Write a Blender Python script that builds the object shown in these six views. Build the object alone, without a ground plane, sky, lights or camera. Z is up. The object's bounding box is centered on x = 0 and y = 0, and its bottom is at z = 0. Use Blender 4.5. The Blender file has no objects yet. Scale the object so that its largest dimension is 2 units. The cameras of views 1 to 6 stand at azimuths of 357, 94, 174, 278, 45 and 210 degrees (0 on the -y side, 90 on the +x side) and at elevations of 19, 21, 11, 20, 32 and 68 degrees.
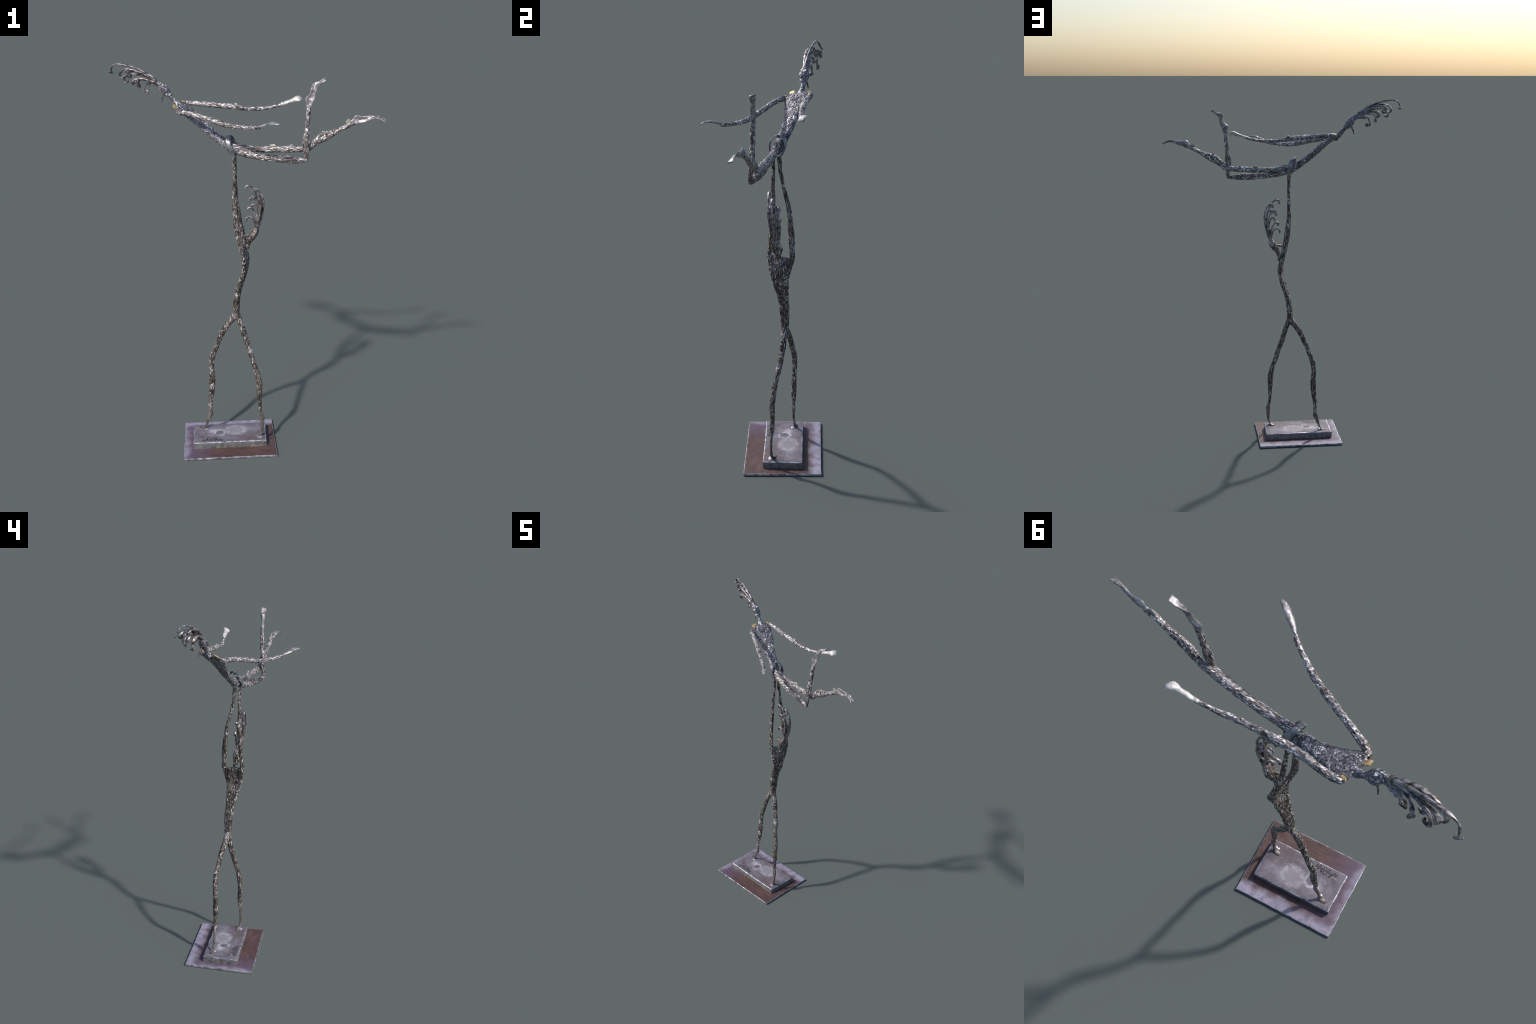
# Welded steel sculpture: a standing thin figure lifting a stretched-out second figure,
# on a two-step steel base.  Everything is built from spines, cross-sections and rules.
import bpy, bmesh, math, random
import numpy as np
from mathutils import Vector, noise

random.seed(7)
SC = bpy.context.scene

# ------------------------------------------------------------------ helpers
def catmull(pts, n):
    """smooth centripetal-ish resampling of control points, n evenly spaced samples"""
    P = np.array(pts, float)
    if len(P) == 2:
        return P[0] + (P[1] - P[0]) * np.linspace(0, 1, n)[:, None]
    Q = np.vstack([2 * P[0] - P[1], P, 2 * P[-1] - P[-2]])
    out = []
    m = 14
    for i in range(1, len(Q) - 2):
        p0, p1, p2, p3 = Q[i - 1:i + 3]
        t = np.linspace(0, 1, m, endpoint=False)[:, None]
        out.append(.5 * (2 * p1 + (p2 - p0) * t + (2 * p0 - 5 * p1 + 4 * p2 - p3) * t ** 2
                         + (3 * p1 - p0 - 3 * p2 + p3) * t ** 3))
    out = np.vstack(out + [P[-1:]])
    d = np.r_[0, np.cumsum(np.linalg.norm(np.diff(out, axis=0), axis=1))]
    s = np.linspace(0, d[-1], n)
    return np.stack([np.interp(s, d, out[:, k]) for k in range(out.shape[1])], 1)

def prof(vals, n):
    """profile values at even fractions, smoothed to n samples"""
    v = np.array(vals, float)
    return catmull(np.stack([np.linspace(0, 1, len(v)), v], 1), n * 4)[np.linspace(0, n * 4 - 1, n).astype(int), 1] \
        if len(v) > 2 else np.linspace(v[0], v[-1], n)

def unit(v):
    v = np.asarray(v, float)
    return v / (np.linalg.norm(v, axis=-1, keepdims=True) + 1e-12)

def tangents(C):
    return unit(np.gradient(C, axis=0))

def rings_to_mesh(rings):
    """closed loft through rings (n, k, 3) with fan caps -> verts, faces"""
    n, k, _ = rings.shape
    V = rings.reshape(-1, 3).tolist()
    F = []
    for i in range(n - 1):
        for j in range(k):
            a, b = i * k + j, i * k + (j + 1) % k
            F.append((a, b, b + k, a + k))
    for i, rev in ((0, True), (n - 1, False)):
        c = len(V)
        V.append(rings[i].mean(0).tolist())
        for j in range(k):
            a, b = i * k + j, i * k + (j + 1) % k
            F.append((b, a, c) if rev else (a, b, c))
    return V, F

def tube(pts, ra, rb=None, ref=(0, 1, 0), n=60, k=20, power=1.0):
    """elliptic tube; ra along ref, rb across; returns rings, spine, radius"""
    C = catmull(pts, n)
    T = tangents(C)
    A = np.array(ref, float) - T * (T @ np.array(ref, float))[:, None]
    A = unit(A)
    B = np.cross(T, A)
    a = prof(ra, n)
    b = prof(rb if rb is not None else ra, n)
    th = np.linspace(0, 2 * math.pi, k, endpoint=False)
    c, s = np.cos(th), np.sin(th)
    if power != 1.0:
        c = np.sign(c) * np.abs(c) ** power
        s = np.sign(s) * np.abs(s) ** power
    R = C[:, None] + A[:, None] * (a[:, None] * c)[..., None] + B[:, None] * (b[:, None] * s)[..., None]
    # rounded ends
    return R, C, np.minimum(a, b)

def plate(e0, e1, thick, bow, n=50, k=14, axis=None, round_end=True):
    """a bent plate: lofted between two edge curves, with thickness and a bow
    (bow = how far the middle stands off the straight line between the edges)"""
    E0, E1 = catmull(e0, n), catmull(e1, n)
    M = (E0 + E1) / 2
    T = tangents(M)
    W = E1 - E0
    N = unit(np.cross(T, W))
    if axis is not None:
        N = N * np.sign(N @ np.array(axis, float))[:, None]
    th, bw = prof(thick, n), prof(bow, n)
    # cross-section outline: go along the top from e0 to e1, back along the bottom
    s = np.linspace(-1, 1, k)
    top = [(u, 1) for u in s]
    bot = [(u, -1) for u in s[::-1]]
    ring = []
    for u, side in top + bot:
        edge = math.sqrt(max(0.0, 1 - abs(u) ** 6)) if abs(u) < 1 else 0.0
        edge = max(edge, .25)
        off = bw * (1 - u * u) + side * th * edge
        ring.append(M + W * (u * .5) + N * off[:, None])
    return np.stack(ring, 1), M, th

def mesh_obj(name, V, F, mat, parent=None, smooth=True):
    me = bpy.data.meshes.new(name)
    me.from_pydata(V, [], F)
    me.update()
    if smooth:
        me.polygons.foreach_set('use_smooth', [True] * len(me.polygons))
    me.materials.append(mat)
    ob = bpy.data.objects.new(name, me)
    SC.collection.objects.link(ob)
    if parent is not None:
        ob.parent = parent
    return ob

def fbm(p, o=3):
    v, a = 0.0, 1.0
    for i in range(o):
        v += a * noise.noise(p)
        p = p * 2.03
        a *= .5
    return v

# ------------------------------------------------------------------ materials
def ramp(nt, stops, interp='LINEAR'):
    r = nt.nodes.new('ShaderNodeValToRGB')
    r.color_ramp.interpolation = interp
    el = r.color_ramp.elements
    while len(el) < len(stops):
        el.new(.5)
    for e, (p, c) in zip(el, stops):
        e.position = p
        e.color = (*c, 1) if len(c) == 3 else c
    return r

def node(nt, kind, **inp):
    nd = nt.nodes.new(kind)
    for k, v in inp.items():
        if k.startswith('_'):
            setattr(nd, k[1:], v)
        else:
            nd.inputs[k.replace('__', ' ')].default_value = v
    return nd

def math_n(nt, op, a, b=None, clamp=False):
    m = nt.nodes.new('ShaderNodeMath')
    m.operation = op
    m.use_clamp = clamp
    for i, v in enumerate((a, b)):
        if v is None:
            continue
        if isinstance(v, (int, float)):
            m.inputs[i].default_value = v
        else:
            nt.links.new(v, m.inputs[i])
    return m.outputs[0]

def mix_col(nt, fac, a, b):
    m = nt.nodes.new('ShaderNodeMix')
    m.data_type = 'RGBA'
    for sock, v in ((m.inputs[0], fac), (m.inputs[6], a), (m.inputs[7], b)):
        if isinstance(v, (int, float)):
            sock.default_value = v
        elif isinstance(v, tuple):
            sock.default_value = (*v, 1)
        else:
            nt.links.new(v, sock)
    return m.outputs[2]

def new_mat(name):
    m = bpy.data.materials.new(name)
    m.use_nodes = True
    nt = m.node_tree
    return m, nt, nt.nodes['Principled BSDF'], nt.nodes.new('ShaderNodeTexCoord').outputs['Object']

def mapped(nt, co, scale):
    mp = node(nt, 'ShaderNodeMapping')
    mp.inputs['Scale'].default_value = scale
    nt.links.new(co, mp.inputs['Vector'])
    return mp.outputs[0]

def noise_n(nt, vec, scale, detail=3, rough=.55, dist=0.0):
    nz = node(nt, 'ShaderNodeTexNoise', Scale=scale, Detail=detail, Roughness=rough, Distortion=dist)
    nt.links.new(vec, nz.inputs['Vector'])
    return nz.outputs['Fac']

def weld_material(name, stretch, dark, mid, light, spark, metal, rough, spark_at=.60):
    """brazed / weld-beaded steel: dark oxide, grey metal streaks and highlights painted in as small bright beads"""
    m, nt, bs, co = new_mat(name)
    v = mapped(nt, co, stretch)
    streak = noise_n(nt, v, 105, 3, .6, .7)
    patch = noise_n(nt, co, 16, 3)
    base = ramp(nt, [(.33, dark), (.50, mid), (.69, light)])
    nt.links.new(math_n(nt, 'ADD', streak, math_n(nt, 'MULTIPLY', math_n(nt, 'SUBTRACT', patch, .5), .35)), base.inputs[0])
    glints = noise_n(nt, v, 165, 2, .5, .5)
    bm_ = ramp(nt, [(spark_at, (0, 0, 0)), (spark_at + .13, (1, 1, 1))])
    nt.links.new(math_n(nt, 'ADD', glints, math_n(nt, 'MULTIPLY', math_n(nt, 'SUBTRACT', noise_n(nt, co, 26, 2), .5), .45)), bm_.inputs[0])
    nt.links.new(mix_col(nt, bm_.outputs[0], base.outputs[0], spark), bs.inputs['Base Color'])  # spark tint paints baked white highlights into the base colour
    rr = ramp(nt, [(.3, (rough + .15,) * 3), (.7, (rough - .08,) * 3)])
    nt.links.new(streak, rr.inputs[0])
    nt.links.new(rr.outputs[0], bs.inputs['Roughness'])
    bs.inputs['Metallic'].default_value = metal
    h = math_n(nt, 'ADD', math_n(nt, 'MULTIPLY', noise_n(nt, v, 120, 2, .5, .5), 1.0),
               math_n(nt, 'MULTIPLY', noise_n(nt, co, 330, 1), .18))
    bp = node(nt, 'ShaderNodeBump', Strength=.7, Distance=.005)
    nt.links.new(h, bp.inputs['Height'])
    nt.links.new(bp.outputs[0], bs.inputs['Normal'])
    return m

def sheet_material(name, c0, c1, metal, rough, scale=28, bump=.25):
    m, nt, bs, co = new_mat(name)
    r = ramp(nt, [(.36, c0), (.62, c1)])
    nt.links.new(noise_n(nt, co, scale, 4, .6, .3), r.inputs[0])
    nt.links.new(r.outputs[0], bs.inputs['Base Color'])
    bs.inputs['Metallic'].default_value = metal
    rr = ramp(nt, [(.3, (rough - .07,) * 3), (.7, (rough + .1,) * 3)])
    nt.links.new(noise_n(nt, co, 60, 3), rr.inputs[0])
    nt.links.new(rr.outputs[0], bs.inputs['Roughness'])
    bp = node(nt, 'ShaderNodeBump', Strength=bump, Distance=.002)
    nt.links.new(noise_n(nt, co, 130, 3), bp.inputs['Height'])
    nt.links.new(bp.outputs[0], bs.inputs['Normal'])
    return m

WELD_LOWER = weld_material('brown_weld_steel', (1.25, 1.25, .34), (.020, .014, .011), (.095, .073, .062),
                           (.30, .265, .258), (.76, .73, .75), .40, .46, .565)
UPPER = ((.034, .024, .021), (.17, .145, .145), (.44, .41, .43), (.93, .90, .93), .40, .46, .555)
WELD_UPPER_ARM = weld_material('grey_weld_steel_arm', (.48, .80, 1.2), *UPPER)
WELD_UPPER_THIGH = weld_material('grey_weld_steel_thigh', (.36, 1.1, 1.2), *UPPER)
WELD_UPPER_SHIN = weld_material('grey_weld_steel_shin', (1.1, 1.2, .40), *UPPER)
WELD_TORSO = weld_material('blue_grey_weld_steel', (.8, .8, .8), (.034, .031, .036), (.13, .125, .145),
                           (.32, .315, .36), (.86, .85, .92), .35, .52, .575)
SHEET_PALE = sheet_material('pale_sheet_steel', (.15, .135, .14), (.52, .49, .52), .45, .42, 42)
SHEET_WHITE = sheet_material('whitened_sheet_steel', (.38, .355, .35), (.74, .71, .70), .2, .5, 45)
SHEET_DARK = sheet_material('dark_sheet_steel', (.085, .068, .06), (.27, .24, .23), .5, .42, 50)
SHEET_BLUE = sheet_material('blued_sheet_steel', (.13, .14, .17), (.36, .36, .38), .6, .38, 45)
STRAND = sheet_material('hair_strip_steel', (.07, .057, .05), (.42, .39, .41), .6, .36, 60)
BRASS = sheet_material('brass_patch', (.34, .21, .08), (.60, .44, .22), .35, .45, 60)
FLAP = sheet_material('pale_green_flap', (.26, .25, .21), (.52, .51, .45), .3, .5, 60)
WELD_SPOT = sheet_material('weld_spot_steel', (.22, .21, .24), (.62, .62, .68), .75, .34, 70, .6)

# ------------------------------------------------------------------ welded bodies
class Body:
    """parts lofted one by one, fused into one surface by a voxel remesh, roughened
    along the run of each limb, then split into named regions with shared normals"""
    def __init__(self):
        self.V, self.F, self.parts = [], [], []

    def add(self, part, rings, spine, rad, grain=.45, amp=1.0, solid=True):
        if solid:
            v, f = rings_to_mesh(rings)
            o = len(self.V)
            self.V += v
            self.F += [tuple(i + o for i in q) for q in f]
        d = np.r_[0, np.cumsum(np.linalg.norm(np.diff(spine, axis=0), axis=1))]
        self.parts.append((part, spine, tangents(spine), rad, d, grain, amp))

    def add_tube(self, part, pts, ra, rb=None, ref=(0, 1, 0), grain=.30, amp=1.0, n=70):
        R, C, r = tube(pts, ra, rb, ref, n)
        self.add(part, R, C, r, grain, amp)

    def add_plate(self, part, e0, e1, thick, bow, axis, grain=.6, amp=1.0):
        R, M, th = plate(e0, e1, thick, bow, n=60, k=16, axis=axis)
        self.add(part, R, M, th, grain, amp)
        # guide lines across the plate so that region borders follow it
        E0, E1 = catmull(e0, 60), catmull(e1, 60)
        for u in (.12, .3, .7, .88):
            self.add(part, None, E0 + (E1 - E0) * u, th, grain, amp, solid=False)

    def build(self, voxel, bumps, grow, drop=0.0):
        me = bpy.data.meshes.new('fuse')
        me.from_pydata(self.V, [], self.F)
        ob = bpy.data.objects.new('fuse', me)
        SC.collection.objects.link(ob)
        md = ob.modifiers.new('r', 'REMESH')
        md.mode = 'VOXEL'
        md.voxel_size = voxel
        md.use_smooth_shade = True
        sm = ob.modifiers.new('s', 'SMOOTH')
        sm.factor = .5
        sm.iterations = 2
        dg = bpy.context.evaluated_depsgraph_get()
        ev = bpy.data.meshes.new_from_object(ob.evaluated_get(dg))
        bpy.data.objects.remove(ob)
        n = len(ev.vertices)
        P = np.empty(n * 3)
        ev.vertices.foreach_get('co', P)
        P = P.reshape(-1, 3)
        N = np.empty(n * 3)
        ev.vertices.foreach_get('normal', N)
        N = N.reshape(-1, 3)
        # nearest spine sample for every vertex
        S = np.vstack([p[1] for p in self.parts])
        T = np.vstack([p[2] for p in self.parts])
        Rr = np.concatenate([p[3] for p in self.parts])
        D = np.concatenate([p[4] for p in self.parts])
        G = np.concatenate([np.full(len(p[1]), p[5]) for p in self.parts])
        A = np.concatenate([np.full(len(p[1]), p[6]) for p in self.parts])
        own = np.concatenate([np.full(len(p[1]), i) for i, p in enumerate(self.parts)])
        near = np.empty(n, int)
        for a in range(0, n, 6000):
            dd = np.linalg.norm(P[a:a + 6000, None] - S[None], axis=2) - Rr
            near[a:a + 6000] = dd.argmin(1)
        off = P - S[near]
        al = (off * T[near]).sum(1)
        perp = off - T[near] * al[:, None]
        run = D[near] + al
        md_ = np.array([unit(p[1][-1] - p[1][0]) for p in self.parts])[own[near]]
        Q = perp + md_ * (run * G[near])[:, None] + own[near][:, None] * 3.17
        disp = np.empty(n)
        f1, a1, f2, a2, f3, a3 = bumps
        for i in range(n):
            q = Vector(Q[i])
            d = .0020 * noise.noise(q * 30) + a1 * noise.noise(q * f1) + a2 * (1 - 2 * abs(noise.noise(q * f2))) + a3 * noise.noise(q * f3)
            disp[i] = d + grow
        disp *= A[near]
        # relax the field a little across edges so that limb borders do not step
        E = np.empty(len(ev.edges) * 2, int)
        ev.edges.foreach_get('vertices', E)
        E = E.reshape(-1, 2)
        for _ in range(2):
            acc = np.zeros(n)
            cnt = np.zeros(n)
            np.add.at(acc, E[:, 0], disp[E[:, 1]])
            np.add.at(acc, E[:, 1], disp[E[:, 0]])
            np.add.at(cnt, E[:, 0], 1)
            np.add.at(cnt, E[:, 1], 1)
            disp = .6 * disp + .4 * acc / np.maximum(cnt, 1)
        P = P + N * disp[:, None] + np.array([0, 0, drop])
        ev.vertices.foreach_set('co', P.ravel())
        ev.update()
        N = np.empty(n * 3)
        ev.vertices.foreach_get('normal', N)
        N = N.reshape(-1, 3)
        faces = [tuple(p.vertices) for p in ev.polygons]
        vlab = [self.parts[o][0] for o in own[near]]
        flab = []
        for f in faces:
            ls = [vlab[i] for i in f]
            flab.append(max(set(ls), key=lambda q: (ls.count(q), q)))
        return P, N, faces, flab

def split_body(body, built, mats, parent, names):
    P, N, faces, flab = built
    out = {}
    for part in dict.fromkeys(p[0].split('~')[0] for p in body.parts):
        own = [(f, l) for f, l in zip(faces, flab) if l.split('~')[0] == part]
        idx = sorted({i for f, _ in own for i in f})
        mp = {v: k for k, v in enumerate(idx)}
        ob = mesh_obj(names[part], P[idx].tolist(), [tuple(mp[i] for i in f) for f, _ in own], mats(part), parent)
        labels = sorted({l for _, l in own}, key=len)
        for l in labels[1:]:
            ob.data.materials.append(mats(l))
        ob.data.polygons.foreach_set('material_index', [labels.index(l) for _, l in own])
        ob.data.normals_split_custom_set_from_vertices([Vector(N[i]) for i in idx])
        out[part] = ob
    return out

# ------------------------------------------------------------------ top object
thing = bpy.data.objects.new('acrobat_sculpture', None)
SC.collection.objects.link(thing)
thing['label'] = 'welded steel figure lifting a second stretched-out figure overhead'
thing['category'] = 'metal sculpture'

# ------------------------------------------------------------------ lower figure
low = Body()
low.add_plate('torso',
    [(-.030, .001, 1.104), (-.028, -.004, 1.085), (-.026, -.002, 1.062), (-.024, .001, 1.035), (-.026, .011, .990), (-.034, .022, .946),
     (-.045, .032, .904), (-.057, .039, .862), (-.066, .044, .819), (-.069, .047, .776), (-.068, .051, .730), (-.066, .054, .700)],
    [(-.010, .114, 1.094), (-.008, .116, 1.082), (-.003, .111, 1.060), (.000, .103, 1.035), (-.003, .094, .995), (-.013, .090, .948),
     (-.030, .087, .898), (-.044, .087, .850), (-.051, .088, .805), (-.055, .086, .763), (-.058, .081, .720), (-.060, .076, .695)],
    [.007, .009, .010, .010, .0098, .0100, .0105, .0115, .0125, .0135, .014], [.000, .005, .008, .007, .006, .005, .004, .003, .002, .001, 0],
    axis=(1, 0, 0), grain=.9, amp=.9)
low.add_tube('neck', [(-.006, .050, 1.075), (-.003, .050, 1.088), (.001, .050, 1.104), (.008, .048, 1.122)],
             [.015, .012, .0105, .011], amp=.6)
low.add_tube('head', [(.006, .048, 1.120), (.014, .047, 1.134), (.024, .045, 1.148), (.034, .043, 1.163), (.042, .042, 1.178), (.049, .040, 1.196)],
             [.010, .018, .025, .026, .021, .014], [.009, .013, .016, .0165, .015, .011], amp=1.3)
low.add_tube('leg', [(-.066, .064, .722), (-.092, .070, .687), (-.114, .077, .658), (-.138, .088, .610), (-.156, .094, .568), (-.171, .100, .529), (-.187, .104, .489),
     (-.199, .104, .443), (-.199, .101, .397), (-.197, .098, .349), (-.200, .096, .300), (-.205, .095, .253), (-.210, .093, .206), (-.211, .093, .155)],
     [.014, .013, .0125, .012, .012, .0115, .0115, .0115, .0115, .0115, .011, .0095, .0085, .0075],
     [.016, .0145, .014, .0135, .013, .0125, .0125, .0125, .014, .015, .0135, .011, .009, .008])
low.add_tube('leg.b', [(-.060, .066, .725), (-.048, .064, .698), (-.038, .061, .672), (-.031, .058, .648), (-.024, .054, .623), (-.015, .047, .588), (.002, .037, .534), (.021, .020, .466),
     (.038, .008, .414), (.047, .000, .360), (.049, -.001, .315), (.050, .000, .275), (.052, -.002, .234), (.054, -.006, .186)],
     [.014, .013, .013, .0125, .012, .012, .0115, .0115, .0125, .0125, .0115, .010, .0088, .0076],
     [.014, .0135, .013, .013, .013, .0125, .0125, .0120, .0145, .0155, .0135, .011, .0085, .0075])
low.add_tube('arm', [(-.020, .026, 1.056), (-.029, .004, 1.092), (-.038, .005, 1.134), (-.046, .009, 1.171), (-.052, .013, 1.210), (-.056, .017, 1.252), (-.059, .021, 1.293),
     (-.061, .026, 1.337), (-.060, .028, 1.382), (-.059, .028, 1.428), (-.058, .030, 1.472), (-.059, .032, 1.515), (-.058, .031, 1.560)],
     [.006, .010, .009, .009, .0095, .0098, .0098, .0090, .0080, .0075, .0072, .0068, .0070],
     [.006, .0105, .0118, .0118, .0112, .0110, .0105, .0098, .0085, .0078, .0072, .0068, .0080])
low.add_tube('arm.b', [(-.004, .088, 1.052), (-.006, .108, 1.085), (-.018, .111, 1.135), (-.028, .109, 1.183), (-.036, .107, 1.224), (-.041, .104, 1.261), (-.046, .101, 1.298),
     (-.050, .095, 1.338), (-.052, .086, 1.382), (-.052, .077, 1.424), (-.053, .069, 1.466), (-.054, .063, 1.513), (-.056, .060, 1.568)],
     [.006, .0115, .0115, .012, .012, .012, .0118, .0095, .0078, .0075, .0072, .0068, .0075],
     [.006, .0100, .0108, .0108, .0108, .0115, .0108, .0095, .0080, .0075, .0072, .0068, .0080])
low_names = {'torso': 'torso', 'neck': 'neck', 'head': 'head', 'leg': 'leg', 'leg.b': 'leg', 'arm': 'arm', 'arm.b': 'arm'}
low_ob = split_body(low, low.build(.0015, (70, .0022, 135, .0020, 240, .0007), .0003), lambda p: WELD_LOWER, thing, low_names)

# ------------------------------------------------------------------ upper figure
up = Body()
up.add_plate('torso',
    [(-.330, .105, 1.795), (-.316, .082, 1.781), (-.287, .080, 1.762), (-.252, .079, 1.731), (-.216, .075, 1.700), (-.178, .067, 1.669),
     (-.137, .055, 1.641), (-.102, .043, 1.618), (-.066, .032, 1.598), (-.040, .027, 1.590)],
    [(-.312, .186, 1.812), (-.290, .198, 1.799), (-.256, .185, 1.774), (-.223, .165, 1.750), (-.190, .143, 1.717), (-.150, .121, 1.677),
     (-.115, .102, 1.646), (-.090, .089, 1.624), (-.058, .075, 1.606), (-.036, .066, 1.600)],
    [.007, .009, .009, .010, .011, .012, .014, .016, .016, .014], [.003, .004, .004, .004, .004, .003, .002, .001, 0, 0],
    axis=(0, 0, 1), grain=.9, amp=.9)
up.add_tube('neck', [(-.318, .153, 1.798), (-.327, .157, 1.808), (-.343, .162, 1.826), (-.355, .165, 1.840)], [.016, .014, .0105, .0105], amp=.6)
up.add_tube('head', [(-.352, .164, 1.836), (-.361, .166, 1.847), (-.373, .167, 1.861), (-.385, .169, 1.876), (-.398, .171, 1.892), (-.408, .174, 1.903), (-.418, .176, 1.913)],
            [.010, .016, .0225, .0235, .020, .015, .010], [.009, .014, .0185, .0195, .017, .013, .009], amp=1.3)
up.add_tube('arm', [(-.318, .090, 1.782), (-.319, .077, 1.780), (-.302, .063, 1.780), (-.284, .052, 1.779), (-.254, .034, 1.776), (-.222, .014, 1.770), (-.185, -.007, 1.762), (-.156, -.026, 1.755),
     (-.131, -.041, 1.749), (-.105, -.058, 1.743), (-.068, -.081, 1.737), (-.012, -.121, 1.736), (.029, -.154, 1.741), (.060, -.182, 1.747)],
     [.012, .012, .012, .0115, .0115, .0115, .0115, .0115, .011, .0105, .0095, .008, .0075, .0055], ref=(0, 0, 1))
up.add_tube('arm.b', [(-.297, .186, 1.801), (-.292, .198, 1.804), (-.251, .198, 1.803), (-.219, .192, 1.801), (-.186, .185, 1.800), (-.146, .177, 1.796), (-.102, .172, 1.791), (-.052, .167, 1.786),
     (-.020, .166, 1.781), (.009, .165, 1.777), (.034, .164, 1.775), (.071, .164, 1.775), (.117, .169, 1.777), (.165, .172, 1.785), (.195, .175, 1.793)],
     [.011, .012, .012, .012, .0125, .0128, .013, .0125, .0115, .0095, .0095, .0092, .0078, .0070, .0058], ref=(0, 0, 1))
up.add_tube('leg', [(-.075, .047, 1.606), (-.055, .041, 1.598), (-.004, .030, 1.581), (.043, .017, 1.571), (.090, .007, 1.565), (.139, -.002, 1.560), (.188, -.015, 1.559), (.236, -.030, 1.556), (.284, -.045, 1.555)],
     [.018, .017, .015, .0145, .0145, .015, .0155, .0135, .0105], [.018, .017, .0155, .015, .015, .0165, .0175, .0145, .0105], ref=(0, 1, 0))
up.add_tube('leg~shin', [(.286, -.045, 1.548), (.288, -.044, 1.565), (.287, -.042, 1.597), (.286, -.036, 1.631), (.288, -.033, 1.664), (.291, -.031, 1.695), (.293, -.028, 1.726), (.296, -.026, 1.756), (.298, -.025, 1.785), (.301, -.022, 1.818)],
     [.009, .010, .0115, .0125, .012, .0108, .0105, .0105, .0105, .0095], [.008, .010, .0140, .0175, .0165, .0120, .0108, .0105, .0105, .010])
up.add_tube('leg.b', [(-.070, .052, 1.616), (-.040, .047, 1.612), (.017, .038, 1.603), (.066, .030, 1.600), (.116, .020, 1.600), (.172, .010, 1.601), (.224, .000, 1.603), (.268, -.009, 1.604), (.312, -.017, 1.609)],
     [.018, .016, .0145, .014, .0145, .0145, .014, .013, .0105], [.018, .016, .0145, .0145, .015, .0155, .0150, .0135, .0105])
up.add_tube('leg.b~shin', [(.306, -.015, 1.606), (.320, -.018, 1.624), (.339, -.022, 1.642), (.362, -.027, 1.659), (.387, -.030, 1.671), (.428, -.036, 1.691), (.470, -.043, 1.712), (.501, -.045, 1.728), (.515, -.046, 1.734)],
     [.0095, .012, .0135, .0135, .0125, .011, .0105, .0105, .009], [.0095, .0150, .0205, .0225, .0185, .0130, .0115, .0115, .010])
up_names = dict(low_names)
up_ob = split_body(up, up.build(.0015, (70, .0021, 135, .0021, 240, .0007), -.0007, -.0018), lambda p: WELD_TORSO if p in ('torso', 'neck', 'head') else WELD_UPPER_SHIN if '~' in p else WELD_UPPER_ARM if 'arm' in p else WELD_UPPER_THIGH, thing, up_names)

# ------------------------------------------------------------------ ribbons (hair strips, hand bands) and sheet pieces
def ribbon(name, pts, half_w, half_t, wdir, mat, parent, n=64, wobble=.0, seed=0):
    C = catmull(pts, n)
    T = tangents(C)
    W = np.array(wdir, float)
    W = np.tile(W, (n, 1)) if W.ndim == 1 else catmull(W, n)
    A = unit(W - T * (W * T).sum(1)[:, None])
    B = np.cross(T, A)
    w, t = prof(half_w, n), prof(half_t, n)
    # flat strip section with rounded long edges and a slight gutter
    sec = [(-1, 0), (-.86, .85), (-.45, .85), (0, .62), (.45, .85), (.86, .85), (1, 0), (.86, -1), (.45, -1.15), (0, -1.2), (-.45, -1.15), (-.86, -1)]
    R = []
    for i in range(n):
        ww = w[i] * (1 + wobble * noise.noise(Vector((i * .18, seed * 7.3, 1.7))))
        R.append([C[i] + A[i] * ww * a + B[i] * t[i] * b for a, b in sec])
    v, f = rings_to_mesh(np.array(R))
    ob = mesh_obj(name, v, f, mat, parent)
    return ob

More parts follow.
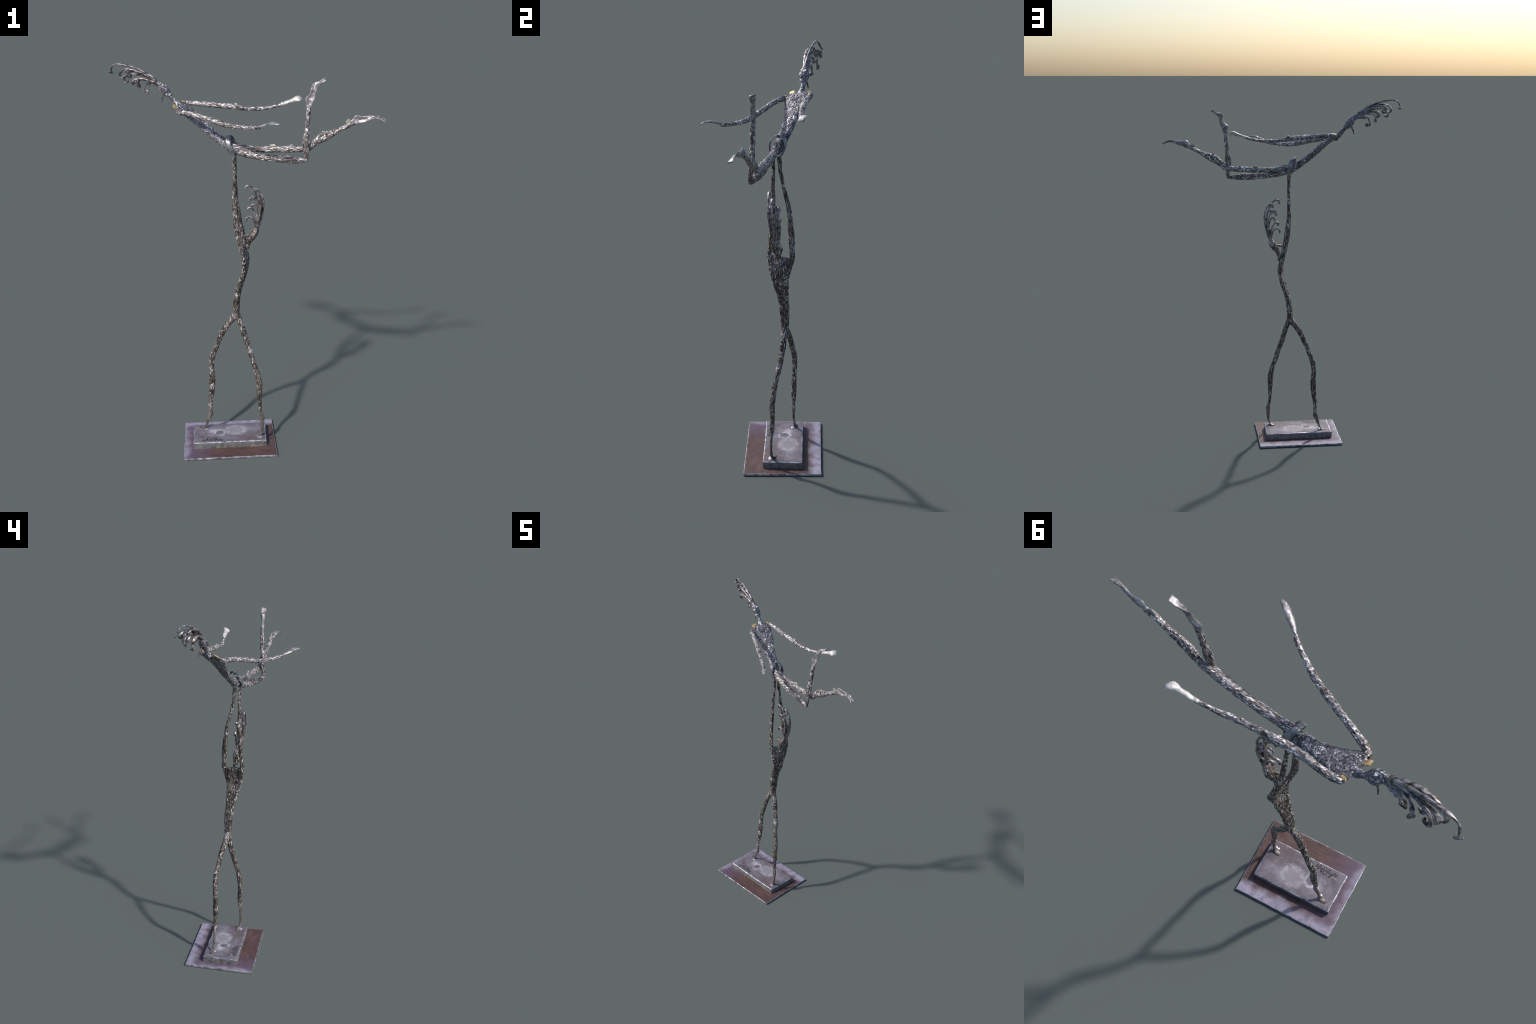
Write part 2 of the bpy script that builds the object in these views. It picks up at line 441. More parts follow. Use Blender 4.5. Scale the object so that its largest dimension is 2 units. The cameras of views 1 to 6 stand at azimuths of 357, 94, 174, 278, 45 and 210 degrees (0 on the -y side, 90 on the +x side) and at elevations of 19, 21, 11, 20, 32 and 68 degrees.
HW = (.26, .96, .0)
woman_hair = [
  ([(-.408,.172,1.902),(-.430,.177,1.922),(-.455,.183,1.942),(-.497,.194,1.967),(-.538,.204,1.983),(-.575,.213,1.992),(-.612,.223,1.996),(-.636,.232,1.988),(-.645,.241,1.970),(-.648,.247,1.960),(-.648,.250,1.954)],
   [.006,.0065,.006,.005,.0048,.005,.0065,.007,.004,.003,.003]),
  ([(-.408,.171,1.900),(-.432,.176,1.918),(-.458,.182,1.935),(-.492,.191,1.954),(-.528,.200,1.969),(-.565,.208,1.973),(-.592,.213,1.964),(-.603,.217,1.948),(-.600,.221,1.934),(-.588,.220,1.927)],
   [.006,.006,.0055,.006,.0055,.005,.005,.0055,.0065,.005]),
  ([(-.408,.175,1.902),(-.436,.182,1.922),(-.470,.191,1.942),(-.510,.206,1.957),(-.542,.222,1.961),(-.562,.235,1.955),(-.570,.242,1.940),(-.562,.245,1.927),(-.550,.243,1.931),(-.553,.241,1.942)],
   [.006,.006,.0065,.007,.007,.0075,.008,.0075,.006,.005]),
  ([(-.408,.172,1.900),(-.440,.180,1.918),(-.482,.189,1.936),(-.530,.201,1.948),(-.565,.214,1.945),(-.584,.222,1.930),(-.583,.226,1.914),(-.572,.225,1.907),(-.566,.224,1.915)],
   [.006,.006,.006,.0045,.004,.005,.0075,.0075,.005]),
  ([(-.408,.170,1.898),(-.430,.170,1.910),(-.458,.172,1.921),(-.490,.175,1.929),(-.520,.180,1.928),(-.539,.184,1.918),(-.541,.186,1.904),(-.531,.187,1.899)],
   [.006,.006,.006,.006,.0055,.006,.007,.005]),
  ([(-.408,.178,1.898),(-.430,.184,1.909),(-.455,.189,1.917),(-.482,.197,1.920),(-.501,.212,1.918),(-.512,.226,1.910),(-.516,.231,1.895),(-.513,.232,1.881),(-.505,.230,1.883)],
   [.006,.006,.005,.004,.0045,.005,.0065,.008,.006]),
  ([(-.406,.180,1.892),(-.424,.186,1.900),(-.444,.192,1.905),(-.464,.199,1.904),(-.480,.202,1.894),(-.487,.202,1.878),(-.489,.201,1.864),(-.480,.200,1.856),(-.471,.199,1.863),(-.477,.199,1.871)],
   [.006,.006,.009,.010,.008,.005,.006,.008,.008,.006]),
  ([(-.408,.168,1.900),(-.434,.169,1.922),(-.468,.172,1.944),(-.506,.178,1.962),(-.540,.187,1.971),(-.566,.197,1.968),(-.578,.203,1.956)],
   [.006,.006,.007,.008,.007,.005,.003]),
  ([(-.408,.176,1.896),(-.440,.182,1.912),(-.478,.190,1.928),(-.512,.200,1.934),(-.534,.208,1.927),(-.540,.212,1.914),(-.532,.212,1.906),(-.526,.211,1.913)],
   [.006,.006,.005,.005,.0045,.005,.005,.004]),
]
for i, (p, w) in enumerate(woman_hair):
    tilt = (.45, -.35, .55, -.5, .6, .3, -.3, .5, -.45)[i]
    end = (.26, .96, .1) if i == 0 else ((.80, .55, .25) if i % 2 else (-.55, .80, .35))
    wd = [(.26, .96, tilt * .3), (.26, .9, tilt), (.3, .85, tilt), (.2, .9, tilt * .5), end, end]
    w2 = [max(q, .005) * .92 for q in w[:-3]] + [w[-3] * 1.25, w[-2] * 1.35, w[-1] * 1.3]
    ribbon('hair_strand', p, w2, [.0055, .0055, .0044, .0036, .0032, .0034, .0036], wd, STRAND, up_ob['head'], wobble=.8, seed=i)
ribbon('hair_strand', [(-.661, .246, 1.957), (-.653, .248, 1.954), (-.645, .251, 1.951), (-.636, .253, 1.952)], [.003, .005, .0055, .004], [.002, .0035, .0035, .0025], (.26, .8, .5), STRAND, up_ob['head'], n=24, wobble=.6, seed=77)
# webs of sheet between the strips near the scalp, torn at the outer end
def web(a, b, th, parent=None, axis=(0, 0, 1)):
    R, _, _ = plate(a, b, th, [.001, .003, .002, 0], n=40, k=9, axis=axis)
    v, f = rings_to_mesh(R)
    return mesh_obj('hair_web', v, f, STRAND, parent or up_ob['head'])
web([(-.412, .170, 1.906), (-.455, .182, 1.938), (-.500, .194, 1.964), (-.545, .204, 1.980)],
    [(-.412, .172, 1.900), (-.455, .186, 1.928), (-.500, .200, 1.946), (-.540, .204, 1.972)], [.004, .0028, .0024, .0016])
web([(-.412, .168, 1.903), (-.455, .170, 1.932), (-.492, .174, 1.952), (-.520, .182, 1.964)],
    [(-.412, .172, 1.896), (-.455, .180, 1.922), (-.492, .190, 1.940), (-.525, .196, 1.962)], [.004, .0028, .0024, .0016])
web([(-.410, .182, 1.894), (-.432, .188, 1.902), (-.452, .194, 1.903), (-.466, .199, 1.898)],
    [(-.410, .176, 1.888), (-.432, .180, 1.893), (-.452, .186, 1.893), (-.468, .192, 1.893)], [.003, .0026, .0024, .0018])

man_hair = [
  ([(-.408,.172,1.902),(-.430,.177,1.922),(-.455,.183,1.942),(-.497,.194,1.967),(-.538,.204,1.983),(-.575,.213,1.992),(-.612,.223,1.996),(-.636,.232,1.988),(-.645,.241,1.970),(-.648,.247,1.960),(-.648,.250,1.954)],
   [.006,.0065,.006,.005,.0048,.005,.0065,.007,.004,.003,.003]),
  ([(-.408,.171,1.900),(-.432,.176,1.918),(-.458,.182,1.935),(-.492,.191,1.954),(-.528,.200,1.969),(-.565,.208,1.973),(-.592,.213,1.964),(-.603,.217,1.948),(-.600,.221,1.934),(-.588,.220,1.927)],
   [.006,.006,.0055,.006,.0055,.005,.005,.0055,.0065,.005]),
  ([(-.408,.175,1.902),(-.436,.182,1.922),(-.470,.191,1.942),(-.510,.206,1.957),(-.542,.222,1.961),(-.562,.235,1.955),(-.570,.242,1.940),(-.562,.245,1.927),(-.550,.243,1.931),(-.553,.241,1.942)],
   [.006,.006,.0065,.007,.007,.0075,.008,.0075,.006,.005]),
  ([(-.408,.172,1.900),(-.440,.180,1.918),(-.482,.189,1.936),(-.530,.201,1.948),(-.565,.214,1.945),(-.584,.222,1.930),(-.583,.226,1.914),(-.572,.225,1.907),(-.566,.224,1.915)],
   [.006,.006,.006,.0045,.004,.005,.0075,.0075,.005]),
  ([(-.408,.170,1.898),(-.430,.170,1.910),(-.458,.172,1.921),(-.490,.175,1.929),(-.520,.180,1.928),(-.539,.184,1.918),(-.541,.186,1.904),(-.531,.187,1.899)],
   [.006,.006,.006,.006,.0055,.006,.007,.005]),
  ([(-.408,.178,1.898),(-.430,.184,1.909),(-.455,.189,1.917),(-.482,.197,1.920),(-.501,.212,1.918),(-.512,.226,1.910),(-.516,.231,1.895),(-.513,.232,1.881),(-.505,.230,1.883)],
   [.006,.006,.005,.004,.0045,.005,.0065,.008,.006]),
  ([(-.406,.180,1.892),(-.424,.186,1.900),(-.444,.192,1.905),(-.464,.199,1.904),(-.480,.202,1.894),(-.487,.202,1.878),(-.489,.201,1.864),(-.480,.200,1.856),(-.471,.199,1.863),(-.477,.199,1.871)],
   [.006,.006,.009,.010,.008,.005,.006,.008,.008,.006]),
  ([(-.408,.168,1.900),(-.434,.169,1.922),(-.468,.172,1.944),(-.506,.178,1.962),(-.540,.187,1.971),(-.566,.197,1.968),(-.578,.203,1.956)],
   [.006,.006,.007,.008,.007,.005,.003]),
  ([(-.408,.176,1.896),(-.440,.182,1.912),(-.478,.190,1.928),(-.512,.200,1.934),(-.534,.208,1.927),(-.540,.212,1.914),(-.532,.212,1.906),(-.526,.211,1.913)],
   [.006,.006,.005,.005,.0045,.005,.005,.004]),
]
for i, (p, w) in enumerate(woman_hair):
    ribbon('hair_strand', p, w, [.0045, .004, .003, .0022, .0020, .0018], HW, STRAND, up_ob['head'], wobble=.35, seed=i)

man_hair = [
  ([(.044,.032,1.180),(.049,.029,1.196),(.056,.021,1.235),(.064,.015,1.285),(.066,.012,1.329),(.059,.012,1.362),(.046,.012,1.394),(.030,.013,1.415),(.012,.014,1.423),(-.002,.014,1.418),(-.006,.015,1.408),(.001,.015,1.403)], .0045),
  ([(.046,.042,1.180),(.052,.040,1.195),(.068,.036,1.235),(.080,.033,1.285),(.084,.031,1.325),(.078,.030,1.362),(.064,.030,1.388),(.047,.030,1.400),(.034,.030,1.394),(.036,.030,1.383),(.044,.030,1.386)], .005),
  ([(.044,.034,1.180),(.049,.031,1.196),(.056,.024,1.250),(.060,.020,1.295),(.054,.018,1.330),(.042,.017,1.352),(.026,.017,1.360),(.013,.017,1.352),(.018,.017,1.342)], .0045),
  ([(.045,.046,1.180),(.050,.050,1.196),(.062,.053,1.250),(.066,.055,1.300),(.056,.055,1.338),(.040,.055,1.356),(.024,.055,1.356),(.017,.055,1.345),(.024,.055,1.339)], .006),
  ([(.045,.041,1.180),(.049,.040,1.196),(.056,.036,1.250),(.055,.033,1.290),(.045,.031,1.316),(.032,.031,1.322),(.022,.031,1.312),(.028,.031,1.304)], .0042),
  ([(.043,.048,1.180),(.048,.052,1.196),(.050,.056,1.230),(.042,.058,1.265),(.030,.059,1.290),(.016,.059,1.299),(.006,.059,1.291),(.011,.059,1.282)], .0055),
  ([(.041,.037,1.180),(.043,.034,1.196),(.040,.031,1.222),(.030,.030,1.248),(.014,.029,1.258),(.000,.029,1.254),(-.007,.029,1.242),(.000,.029,1.237)], .0045),
  ([(.047,.044,1.180),(.054,.045,1.195),(.070,.046,1.240),(.078,.046,1.290),(.074,.046,1.335),(.062,.046,1.362),(.050,.046,1.366),(.046,.046,1.356)], .0045),
]
for i, (p, w) in enumerate(man_hair):
    ribbon('hair_strand', p, [w * 1.15, w * 1.05, w * 1.1, w * 1.15, w * 1.25, w * 1.4], [.0055, .0050, .0042, .0040, .0042, .0046], [(0, 1, 0), (.25, 1, .1), (.2, 1, .25), (.35 - .7 * (i % 2), 1, .4)], STRAND, low_ob['head'], wobble=.5, seed=20 + i)

web([(.047, .038, 1.188), (.058, .036, 1.235), (.064, .034, 1.270), (.070, .032, 1.300)],
    [(.053, .046, 1.188), (.070, .044, 1.235), (.081, .042, 1.280), (.086, .036, 1.320)], [.006, .006, .005, .002], low_ob['head'], (0, 1, 0))
web([(.043, .046, 1.188), (.047, .050, 1.225), (.046, .053, 1.262)],
    [(.051, .048, 1.188), (.058, .050, 1.225), (.058, .051, 1.268)], [.006, .005, .002], low_ob['head'], (0, 1, 0))
web([(.042, .033, 1.188), (.048, .028, 1.230), (.054, .022, 1.285)],
    [(.051, .036, 1.188), (.062, .032, 1.230), (.067, .026, 1.290)], [.006, .005, .002], low_ob['head'], (0, 1, 0))

# beak-like spikes on the heads
def spike(name, pts, r, ref, mat, parent, flat=.6):
    R, C, _ = tube(pts, r, [q * flat for q in r], ref, 24, 12)
    v, f = rings_to_mesh(R)
    return mesh_obj(name, v, f, mat, parent)
spike('chin_spike', [(-.388, .177, 1.858), (-.394, .179, 1.843), (-.400, .183, 1.827), (-.403, .187, 1.808)], [.007, .0055, .0045, .0035], (0, 0, 1), SHEET_DARK, up_ob['head'])
spike('nose_spike', [(.026, .042, 1.160), (.012, .040, 1.161), (-.003, .038, 1.160), (-.019, .036, 1.157)], [.009, .0075, .0065, .007], (0, 1, 0), SHEET_DARK, low_ob['head'], .9)

# hands of the lower figure: bands of sheet wrapped round the hips
AX = (.85, -.40, -.35)
ribbon('hand', [(-.058, .031, 1.548), (-.060, .028, 1.566), (-.067, .020, 1.586), (-.078, .016, 1.612), (-.085, .024, 1.638), (-.085, .042, 1.656), (-.079, .054, 1.660), (-.074, .057, 1.652)],
       [.006, .010, .0165, .0145, .013, .013, .0125, .011], [.005, .0035, .0024, .0022, .0022], [(1, .2, 0), (1, -.2, -.1), (.9, -.4, -.3), AX, AX], SHEET_BLUE, low_ob['arm'])
ribbon('hand', [(-.056, .060, 1.552), (-.055, .064, 1.568), (-.054, .078, 1.588), (-.055, .089, 1.612), (-.062, .089, 1.638), (-.074, .076, 1.660), (-.083, .063, 1.668), (-.088, .055, 1.662)],
       [.006, .009, .013, .0135, .0135, .0135, .0125, .010], [.005, .0035, .0024, .0022, .0022], [(1, .2, 0), (1, -.2, -.1), (.9, -.4, -.3), AX, AX], SHEET_BLUE, low_ob['arm.b'])

def sheet(name, e0, e1, thick, bow, axis, mat, parent, n=40):
    R, _, _ = plate(e0, e1, thick, bow, n=n, k=9, axis=axis)
    v, f = rings_to_mesh(R)
    v = [tuple(Vector(p) + .0022 * noise.noise_vector(Vector(p) * 55) + .0009 * noise.noise_vector(Vector(p) * 150)) for p in v]
    return mesh_obj(name, v, f, mat, parent)

# hands of the upper figure
sheet('hand', [(.048, -.171, 1.748), (.063, -.180, 1.752), (.088, -.195, 1.762), (.116, -.217, 1.773), (.138, -.240, 1.775), (.149, -.254, 1.772)],
              [(.045, -.177, 1.742), (.055, -.188, 1.746), (.070, -.209, 1.754), (.098, -.235, 1.767), (.125, -.254, 1.771), (.142, -.260, 1.770)],
      [.004, .0036, .0032, .003, .0025, .002], [.001, .002, .003, .003, .002, 0], (0, 0, 1), SHEET_PALE, up_ob['arm'])
sheet('hand', [(.182, .179, 1.796), (.200, .184, 1.801), (.225, .185, 1.809), (.250, .187, 1.819), (.270, .195, 1.827), (.282, .196, 1.822), (.286, .188, 1.815)],
              [(.182, .170, 1.786), (.200, .168, 1.788), (.222, .166, 1.796), (.246, .166, 1.803), (.264, .159, 1.806), (.275, .160, 1.804), (.283, .172, 1.806)],
      [.005, .004, .0036, .0036, .004, .004, .003], [.001, .003, .004, .005, .006, .005, .003], (0, 0, 1), SHEET_WHITE, up_ob['arm.b'])

# feet of the upper figure: folded, high-heeled sheet
sheet('foot', [(.310, -.026, 1.803), (.317, -.027, 1.822), (.3265, -.028, 1.842), (.334, -.027, 1.869), (.338, -.027, 1.895), (.345, -.028, 1.908), (.360, -.029, 1.918), (.380, -.029, 1.931)],
              [(.291, -.022, 1.803), (.287, -.023, 1.822), (.284, -.022, 1.848), (.305, -.022, 1.868), (.313, -.018, 1.897), (.319, -.008, 1.915), (.349, -.004, 1.925), (.377, -.001, 1.941)],
      [.0048, .0044, .004, .0038, .0038, .0036, .0032, .0028], [.004, .008, .011, .010, .009, .006, .002, .001], (.3, 1, 0), SHEET_PALE, up_ob['leg'])
sheet('foot', [(.500, -.046, 1.717), (.515, -.048, 1.720), (.535, -.052, 1.727), (.565, -.060, 1.736), (.594, -.070, 1.749), (.619, -.079, 1.755), (.642, -.088, 1.748), (.656, -.096, 1.739)],
              [(.495, -.044, 1.738), (.507, -.045, 1.748), (.523, -.048, 1.766), (.560, -.053, 1.762), (.592, -.058, 1.767), (.622, -.062, 1.765), (.647, -.068, 1.757), (.662, -.072, 1.747)],
      [.005, .0045, .004, .004, .0038, .0032, .003, .0025], [.002, .006, .009, .007, .006, .003, .002, .001], (0, 1, .2), SHEET_PALE, up_ob['leg.b'])

# feet of the lower figure: tapered folded shanks ending in flat toe tabs
def standing_foot(spine, depth, width, parent):
    R, C, _ = tube(spine, width, depth, (0, 1, 0), 48, 16, .75)
    v, f = rings_to_mesh(R)
    return mesh_obj('foot', v, f, SHEET_DARK, parent)
standing_foot([(-.211, .093, .172), (-.211, .093, .158), (-.211, .092, .142), (-.219, .092, .118), (-.228, .093, .092), (-.237, .095, .068), (-.246, .098, .0525), (-.260, .101, .0470), (-.274, .104, .0465)],
              [.007, .010, .0135, .0115, .0085, .006, .0045, .003, .0022], [.006, .0065, .007, .0065, .0055, .006, .008, .010, .008], low_ob['leg'])
standing_foot([(.054, -.005, .200), (.055, -.006, .186), (.060, -.008, .168), (.061, -.010, .142), (.0615, -.011, .112), (.060, -.011, .085), (.054, -.009, .062), (.040, -.001, .0490), (.024, .006, .0475)],
              [.0065, .0095, .013, .0115, .009, .007, .0055, .003, .0022], [.006, .0065, .0075, .007, .006, .006, .008, .010, .008], low_ob['leg.b'])

# small sheet off-cuts left standing on the welded limbs
def chip(name, c, u, v, th, mat, parent, seed):
    """irregular little plate spanned by half-axes u, v"""
    rnd = random.Random(seed)
    c, u, v = np.array(c), np.array(u), np.array(v)
    nrm = unit(np.cross(u, v)) * th
    pts = []
    k = 5
    for j in range(k):
        a = 2 * math.pi * j / k
        r = .85 + .45 * rnd.random()
        ca, sa = math.cos(a), math.sin(a)
        pts.append(c + u * (np.sign(ca) * abs(ca) ** .7) * r + v * (np.sign(sa) * abs(sa) ** .7) * r)
    pts = np.array(pts)
    R = np.stack([c + (pts - c) * .8 - nrm, pts - nrm * .6, pts + nrm * .6, c + (pts - c) * .8 + nrm])
    vv, ff = rings_to_mesh(R)
    return mesh_obj(name, vv, ff, mat, parent, smooth=False)
chip('brass_patch', (-.334, .114, 1.799), (.004, .014, .004), (-.010, .002, .008), .003, BRASS, up_ob['torso'], 1)
chip('brass_patch', (-.300, .192, 1.813), (.010, -.002, -.003), (-.004, .007, .001), .002, BRASS, up_ob['torso'], 2)
chip('sheet_flap', (.488, -.043, 1.737), (.012, -.002, .008), (-.006, 0, .009), .002, FLAP, up_ob['leg.b'], 3)
chip('sheet_flap', (.374, -.026, 1.683), (.010, -.001, .002), (-.003, 0, .010), .003, SHEET_PALE, up_ob['leg.b'], 4)
chip('sheet_flap', (.135, .019, 1.612), (.015, -.003, .0), (-.003, .002, .010), .002, FLAP, up_ob['leg.b'], 5)
chip('sheet_flap', (.222, .001, 1.615), (.008, -.002, .0), (-.002, .001, .008), .002, SHEET_PALE, up_ob['leg.b'], 6)
chip('sheet_flap', (-.040, .168, 1.797), (.008, 0, .001), (.002, .002, .006), .002, FLAP, up_ob['arm.b'], 7)

# ------------------------------------------------------------------ base
def slab(name, corners, z0, z1, bevel, wav, mat, parent, seg=70, seed=0):
    """slab with slightly wavering edges: corners in order, top chamfered"""
    cs = np.array(corners, float)
    edge = []
    for i in range(4):
        a, b = cs[i], cs[(i + 1) % 4]
        for t in np.linspace(0, 1, seg, endpoint=False):
            edge.append(a + (b - a) * t)
    edge = np.array(edge)
    ctr = cs.mean(0)
    rings = []
    for inset, z in ((0, z0), (0, z1 - bevel), (bevel * .45, z1 - bevel * .4), (bevel * 1.5, z1), (bevel * 1.5 + .010, z1 + .0002)):
        ring = []
        for i, p in enumerate(edge):
            w = noise.noise(Vector((p[0] * 22, p[1] * 22, seed + z * 9))) * wav
            w2 = noise.noise(Vector((p[0] * 60, p[1] * 60, seed + 5))) * wav * .6
            q = p + unit(ctr - p) * (inset * 1.2 + w + (w2 if 0 < inset < .009 else 0))
            ring.append((q[0], q[1], z + (w2 * .5 if 0 < inset < .003 else 0)))
        rings.append(ring)
    v, f = rings_to_mesh(np.array(rings))
    ob = mesh_obj(name, v, f, mat, parent, smooth=False)
    return ob

def plate_material():
    m, nt, bs, co = new_mat('heat_tinted_plate')
    sep = node(nt, 'ShaderNodeSeparateXYZ')
    nt.links.new(co, sep.inputs[0])
    x, y = sep.outputs[0], sep.outputs[1]
    wob = math_n(nt, 'MULTIPLY', math_n(nt, 'SUBTRACT', noise_n(nt, co, 14, 3), .5), .10)
    # pale lavender scale along the far (+y) side and the -x end
    far = math_n(nt, 'ADD', y, wob)
    end = math_n(nt, 'ADD', math_n(nt, 'MULTIPLY', x, -1), wob)
    r1 = ramp(nt, [(0, (0, 0, 0)), (1, (1, 1, 1))], 'EASE')
    nt.links.new(math_n(nt, 'DIVIDE', math_n(nt, 'SUBTRACT', far, .160), .055, True), r1.inputs[0])
    r2 = ramp(nt, [(0, (0, 0, 0)), (1, (.85, .85, .85))], 'EASE')
    nt.links.new(math_n(nt, 'DIVIDE', math_n(nt, 'SUBTRACT', end, .305), .05, True), r2.inputs[0])
    pale = math_n(nt, 'MAXIMUM', r1.outputs[0], r2.outputs[0])
    br = ramp(nt, [(.3, (.060, .030, .026)), (.55, (.095, .050, .044)), (.75, (.13, .075, .075))])
    nt.links.new(noise_n(nt, mapped(nt, co, (.5, 1.2, 1)), 30, 4, .6), br.inputs[0])
    lv = ramp(nt, [(.3, (.18, .16, .22)), (.7, (.36, .33, .42))])
    nt.links.new(noise_n(nt, co, 24, 3, .5, .8), lv.inputs[0])
    c = mix_col(nt, pale, br.outputs[0], lv.outputs[0])
    # violet-blue oxide towards the -x -y corner
    vio = math_n(nt, 'MULTIPLY', math_n(nt, 'DIVIDE', math_n(nt, 'SUBTRACT', end, .16), .16, True), .55)
    viom = math_n(nt, 'MULTIPLY', vio, math_n(nt, 'SUBTRACT', 1.0, pale))
    c = mix_col(nt, viom, c, (.13, .10, .17))
    # thin pale scratches along x
    sc = ramp(nt, [(.66, (0, 0, 0)), (.72, (.5, .5, .5))])
    nt.links.new(noise_n(nt, mapped(nt, co, (.12, 2.5, 1)), 55, 2), sc.inputs[0])
    c = mix_col(nt, math_n(nt, 'MULTIPLY', sc.outputs[0], .5), c, (.30, .27, .28))
    nt.links.new(c, bs.inputs['Base Color'])
    bs.inputs['Metallic'].default_value = .0
    bs.inputs['Roughness'].default_value = .58
    bp = node(nt, 'ShaderNodeBump', Strength=.2, Distance=.002)
    nt.links.new(noise_n(nt, co, 60, 3), bp.inputs['Height'])
    nt.links.new(bp.outputs[0], bs.inputs['Normal'])
    return m

def block_material():
    m, nt, bs, co = new_mat('scaled_block_steel')
    sep = node(nt, 'ShaderNodeSeparateXYZ')
    nt.links.new(co, sep.inputs[0])
    x, y = sep.outputs[0], sep.outputs[1]
    def radial(cx, cy, rx, ry):
        a = math_n(nt, 'POWER', math_n(nt, 'DIVIDE', math_n(nt, 'SUBTRACT', x, cx), rx), 2.0)
        b = math_n(nt, 'POWER', math_n(nt, 'DIVIDE', math_n(nt, 'SUBTRACT', y, cy), ry), 2.0)
        return math_n(nt, 'SQRT', math_n(nt, 'ADD', a, b))
    grain = noise_n(nt, co, 210, 5, .75)
    coarse = noise_n(nt, co, 22, 5, .7, .6)
    fuzz = math_n(nt, 'ADD', math_n(nt, 'MULTIPLY', math_n(nt, 'SUBTRACT', grain, .5), 1.5),
                  math_n(nt, 'MULTIPLY', math_n(nt, 'SUBTRACT', coarse, .5), 1.0))
    base = ramp(nt, [(.3, (.098, .079, .092)), (.55, (.155, .136, .16)), (.75, (.22, .206, .245))])
    nt.links.new(noise_n(nt, co, 18, 4), base.inputs[0])
    def blob(d, r0, r1):
        v = math_n(nt, 'ADD', d, fuzz)
        return math_n(nt, 'DIVIDE', math_n(nt, 'SUBTRACT', r1, v), r1 - r0, True)
    c = base.outputs[0]
    # reddish brown near the +x front corner
    redm = blob(radial(.03, -.02, .13, .07), .3, 1.2)
    c = mix_col(nt, math_n(nt, 'MULTIPLY', redm, .5), c, (.115, .066, .062))
    # large pale disc in the middle, speckled rim
    disc = blob(radial(-.080, .066, .062, .052), .82, 1.12)
    c = mix_col(nt, math_n(nt, 'MULTIPLY', disc, .7), c, (.28, .265, .285))
    rimm = math_n(nt, 'MULTIPLY', disc, math_n(nt, 'SUBTRACT', 1.0, blob(radial(-.080, .066, .062, .052), .55, .9)))
    c = mix_col(nt, math_n(nt, 'MULTIPLY', rimm, math_n(nt, 'MULTIPLY', math_n(nt, 'SUBTRACT', noise_n(nt, co, 45, 4, .7), .42), 5.0, True)), c, (.48, .46, .52))
    # a drawn ring and a splash beside it
    ringd = math_n(nt, 'ABSOLUTE', math_n(nt, 'SUBTRACT', math_n(nt, 'ADD', radial(-.165, .045, .027, .030), math_n(nt, 'MULTIPLY', fuzz, .45)), 1.0))
    ring = math_n(nt, 'DIVIDE', math_n(nt, 'SUBTRACT', .28, ringd), .2, True)
    c = mix_col(nt, math_n(nt, 'MULTIPLY', math_n(nt, 'MULTIPLY', ring, .9), math_n(nt, 'MULTIPLY', math_n(nt, 'SUBTRACT', noise_n(nt, co, 38, 2), .36), 4.0, True)), c, (.50, .48, .54))
    spl = blob(radial(-.205, .062, .040, .040), .25, .75)
    c = mix_col(nt, math_n(nt, 'MULTIPLY', spl, .65), c, (.47, .45, .50))
    # scattered pale flecks on the whole top
    fl = ramp(nt, [(.575, (0, 0, 0)), (.65, (1, 1, 1))])
    nt.links.new(math_n(nt, 'ADD', math_n(nt, 'MULTIPLY', grain, .55), math_n(nt, 'MULTIPLY', coarse, .5)), fl.inputs[0])
    c = mix_col(nt, math_n(nt, 'MULTIPLY', fl.outputs[0], .6), c, (.46, .44, .48))
    nt.links.new(c, bs.inputs['Base Color'])
    bs.inputs['Metallic'].default_value = .0
    bs.inputs['Roughness'].default_value = .58
    bp = node(nt, 'ShaderNodeBump', Strength=.3, Distance=.002)
    nt.links.new(grain, bp.inputs['Height'])
    nt.links.new(bp.outputs[0], bs.inputs['Normal'])
    return m

EDGE_BRIGHT = sheet_material('worn_edge_steel', (.13, .12, .15), (.55, .55, .64), .6, .40, 38)
SIDE_GREY = sheet_material('sawn_side_steel', (.115, .115, .12), (.25, .25, .255), .4, .42, 45)
plate_ob = slab('base_plate', [(-.355, -.155), (.133, -.147), (.128, .237), (-.356, .230)], 0.0, .0095, .0016, .0018, plate_material(), thing, seed=1)
block_ob = slab('base_block', [(-.306, -.059), (.082, -.053), (.084, .143), (-.305, .137)], .0088, .0455, .0036, .0020, block_material(), thing, seed=9)
for ob, edge in ((plate_ob, EDGE_BRIGHT), (block_ob, EDGE_BRIGHT)):
    ob.data.materials.append(edge)
    ob.data.materials.append(SIDE_GREY)
    k = 280
    for i, p in enumerate(ob.data.polygons):
        ring = i // k
        if ring in (1, 2) and i < 3 * k:
            p.material_index = 1
        elif ring == 0:
            p.material_index = 2 if ob is block_ob else 1

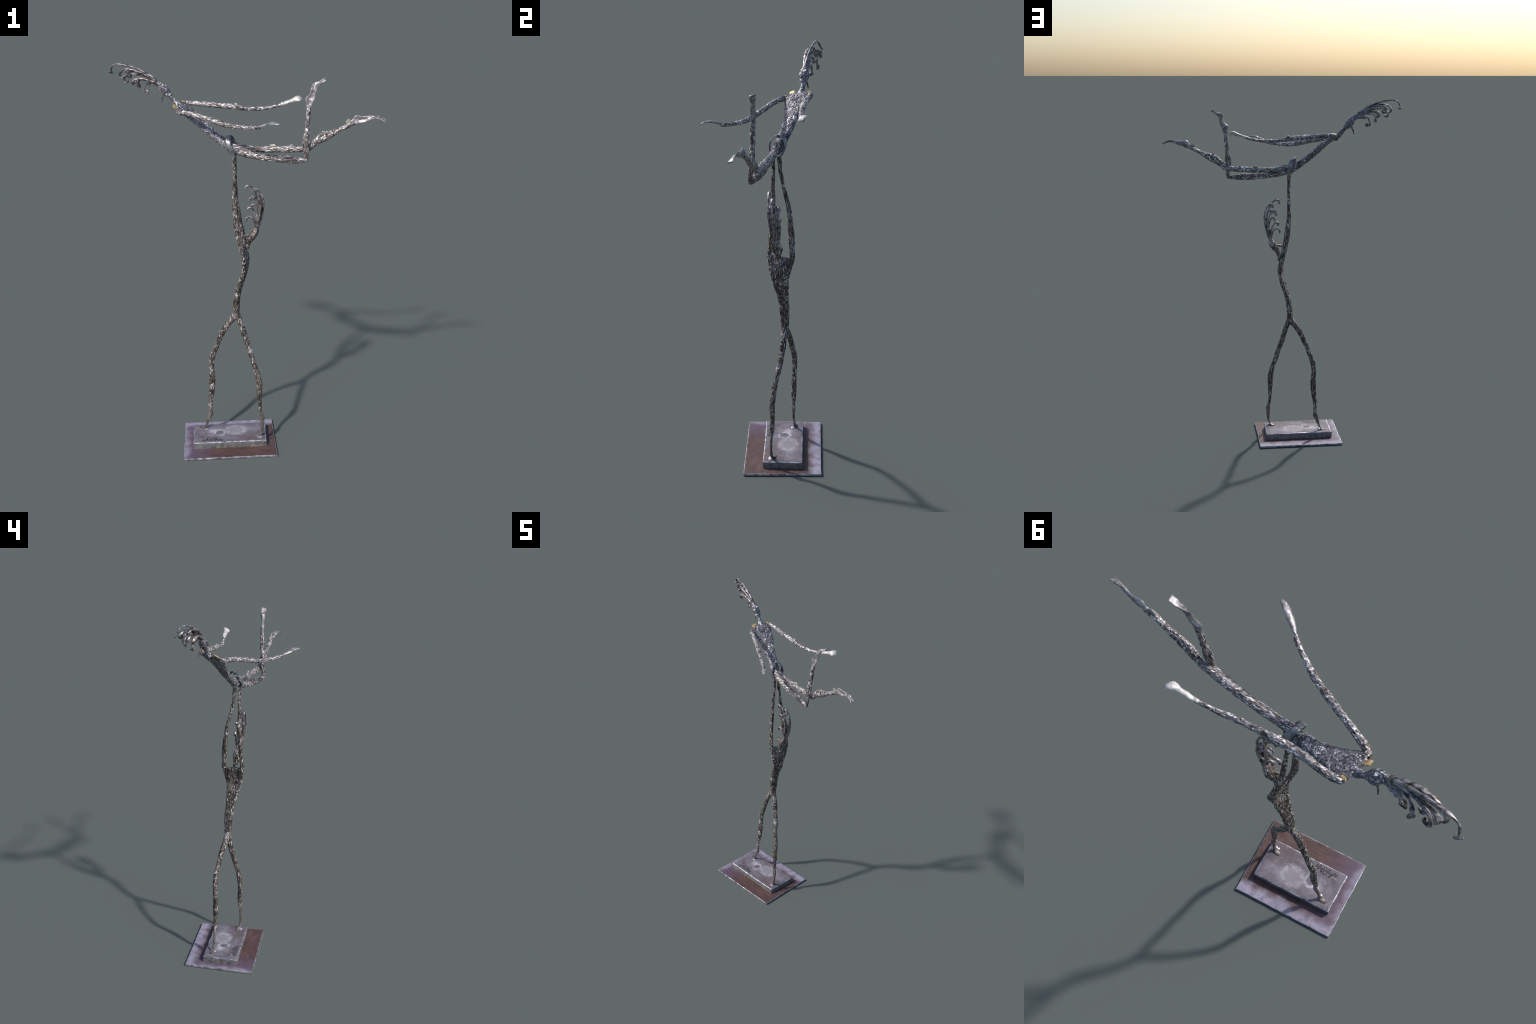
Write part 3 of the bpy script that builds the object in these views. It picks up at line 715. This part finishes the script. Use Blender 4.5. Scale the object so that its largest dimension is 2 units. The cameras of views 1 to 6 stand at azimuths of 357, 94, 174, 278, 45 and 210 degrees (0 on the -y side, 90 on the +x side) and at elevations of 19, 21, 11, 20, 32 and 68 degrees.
# weld spots where the feet are fixed
def blob(name, c, r, mat, parent, seed, squash=.5):
    bm = bmesh.new()
    bmesh.ops.create_icosphere(bm, subdivisions=4, radius=1)
    for v in bm.verts:
        d = 1 + .25 * noise.noise(v.co * 1.8 + Vector((seed, 0, 0))) + .10 * noise.noise(v.co * 5 + Vector((0, seed, 0)))
        v.co = Vector((c[0] + v.co.x * r * d, c[1] + v.co.y * r * d, c[2] + v.co.z * r * d * squash))
    me = bpy.data.meshes.new(name)
    bm.to_mesh(me)
    bm.free()
    me.polygons.foreach_set('use_smooth', [True] * len(me.polygons))
    me.materials.append(mat)
    ob = bpy.data.objects.new(name, me)
    SC.collection.objects.link(ob)
    ob.parent = parent
    return ob
blob('weld_spot', (-.236, .086, .0455), .011, WELD_SPOT, block_ob, 1.3)
blob('weld_spot', (.054, -.016, .0455), .011, WELD_SPOT, block_ob, 4.1)
blob('weld_spot', (.042, -.018, .0455), .008, WELD_SPOT, block_ob, 8.2)

# scratched signature on the block's top: raised dark strokes standing in for its cut grooves
INK = sheet_material('raised_stroke_dark', (.012, .009, .008), (.03, .022, .02), .2, .6, 90)
strokes = [
    [(-.2608, -.0386), (-.2555, -.0265), (-.252, -.0274), (-.249, -.0424)], [(-.249, -.0424), (-.2292, -.0064), (-.2351, -.0376)],
    [(-.2209, -.0465), (-.2218, -.0228)], [(-.217, -.0127), (-.2155, -.0122)],
    [(-.2129, -.0449), (-.2112, -.0141)], [(-.2112, -.0141), (-.1931, -.0129), (-.1969, -.0277), (-.205, -.0293), (-.1997, -.0470)],
    [(-.1932, -.0470), (-.1855, -.0125), (-.1715, -.0470)], [(-.1921, -.0334), (-.1784, -.0305)],
    [(-.1701, -.0470), (-.1668, -.0185), (-.1568, -.0458), (-.1531, -.0221)]]
V, F = [], []
for s in strokes:
    for a, b in zip(s[:-1], s[1:]):
        R, _, _ = tube([(a[0], a[1], .0452), (b[0], b[1], .0452)], [.0011, .0014, .0011], [.0018, .0024, .0016], (0, 0, 1), 8, 8)
        v, f = rings_to_mesh(R)
        o = len(V)
        V += v
        F += [tuple(i + o for i in q) for q in f]
mesh_obj('signature', V, F, INK, block_ob)
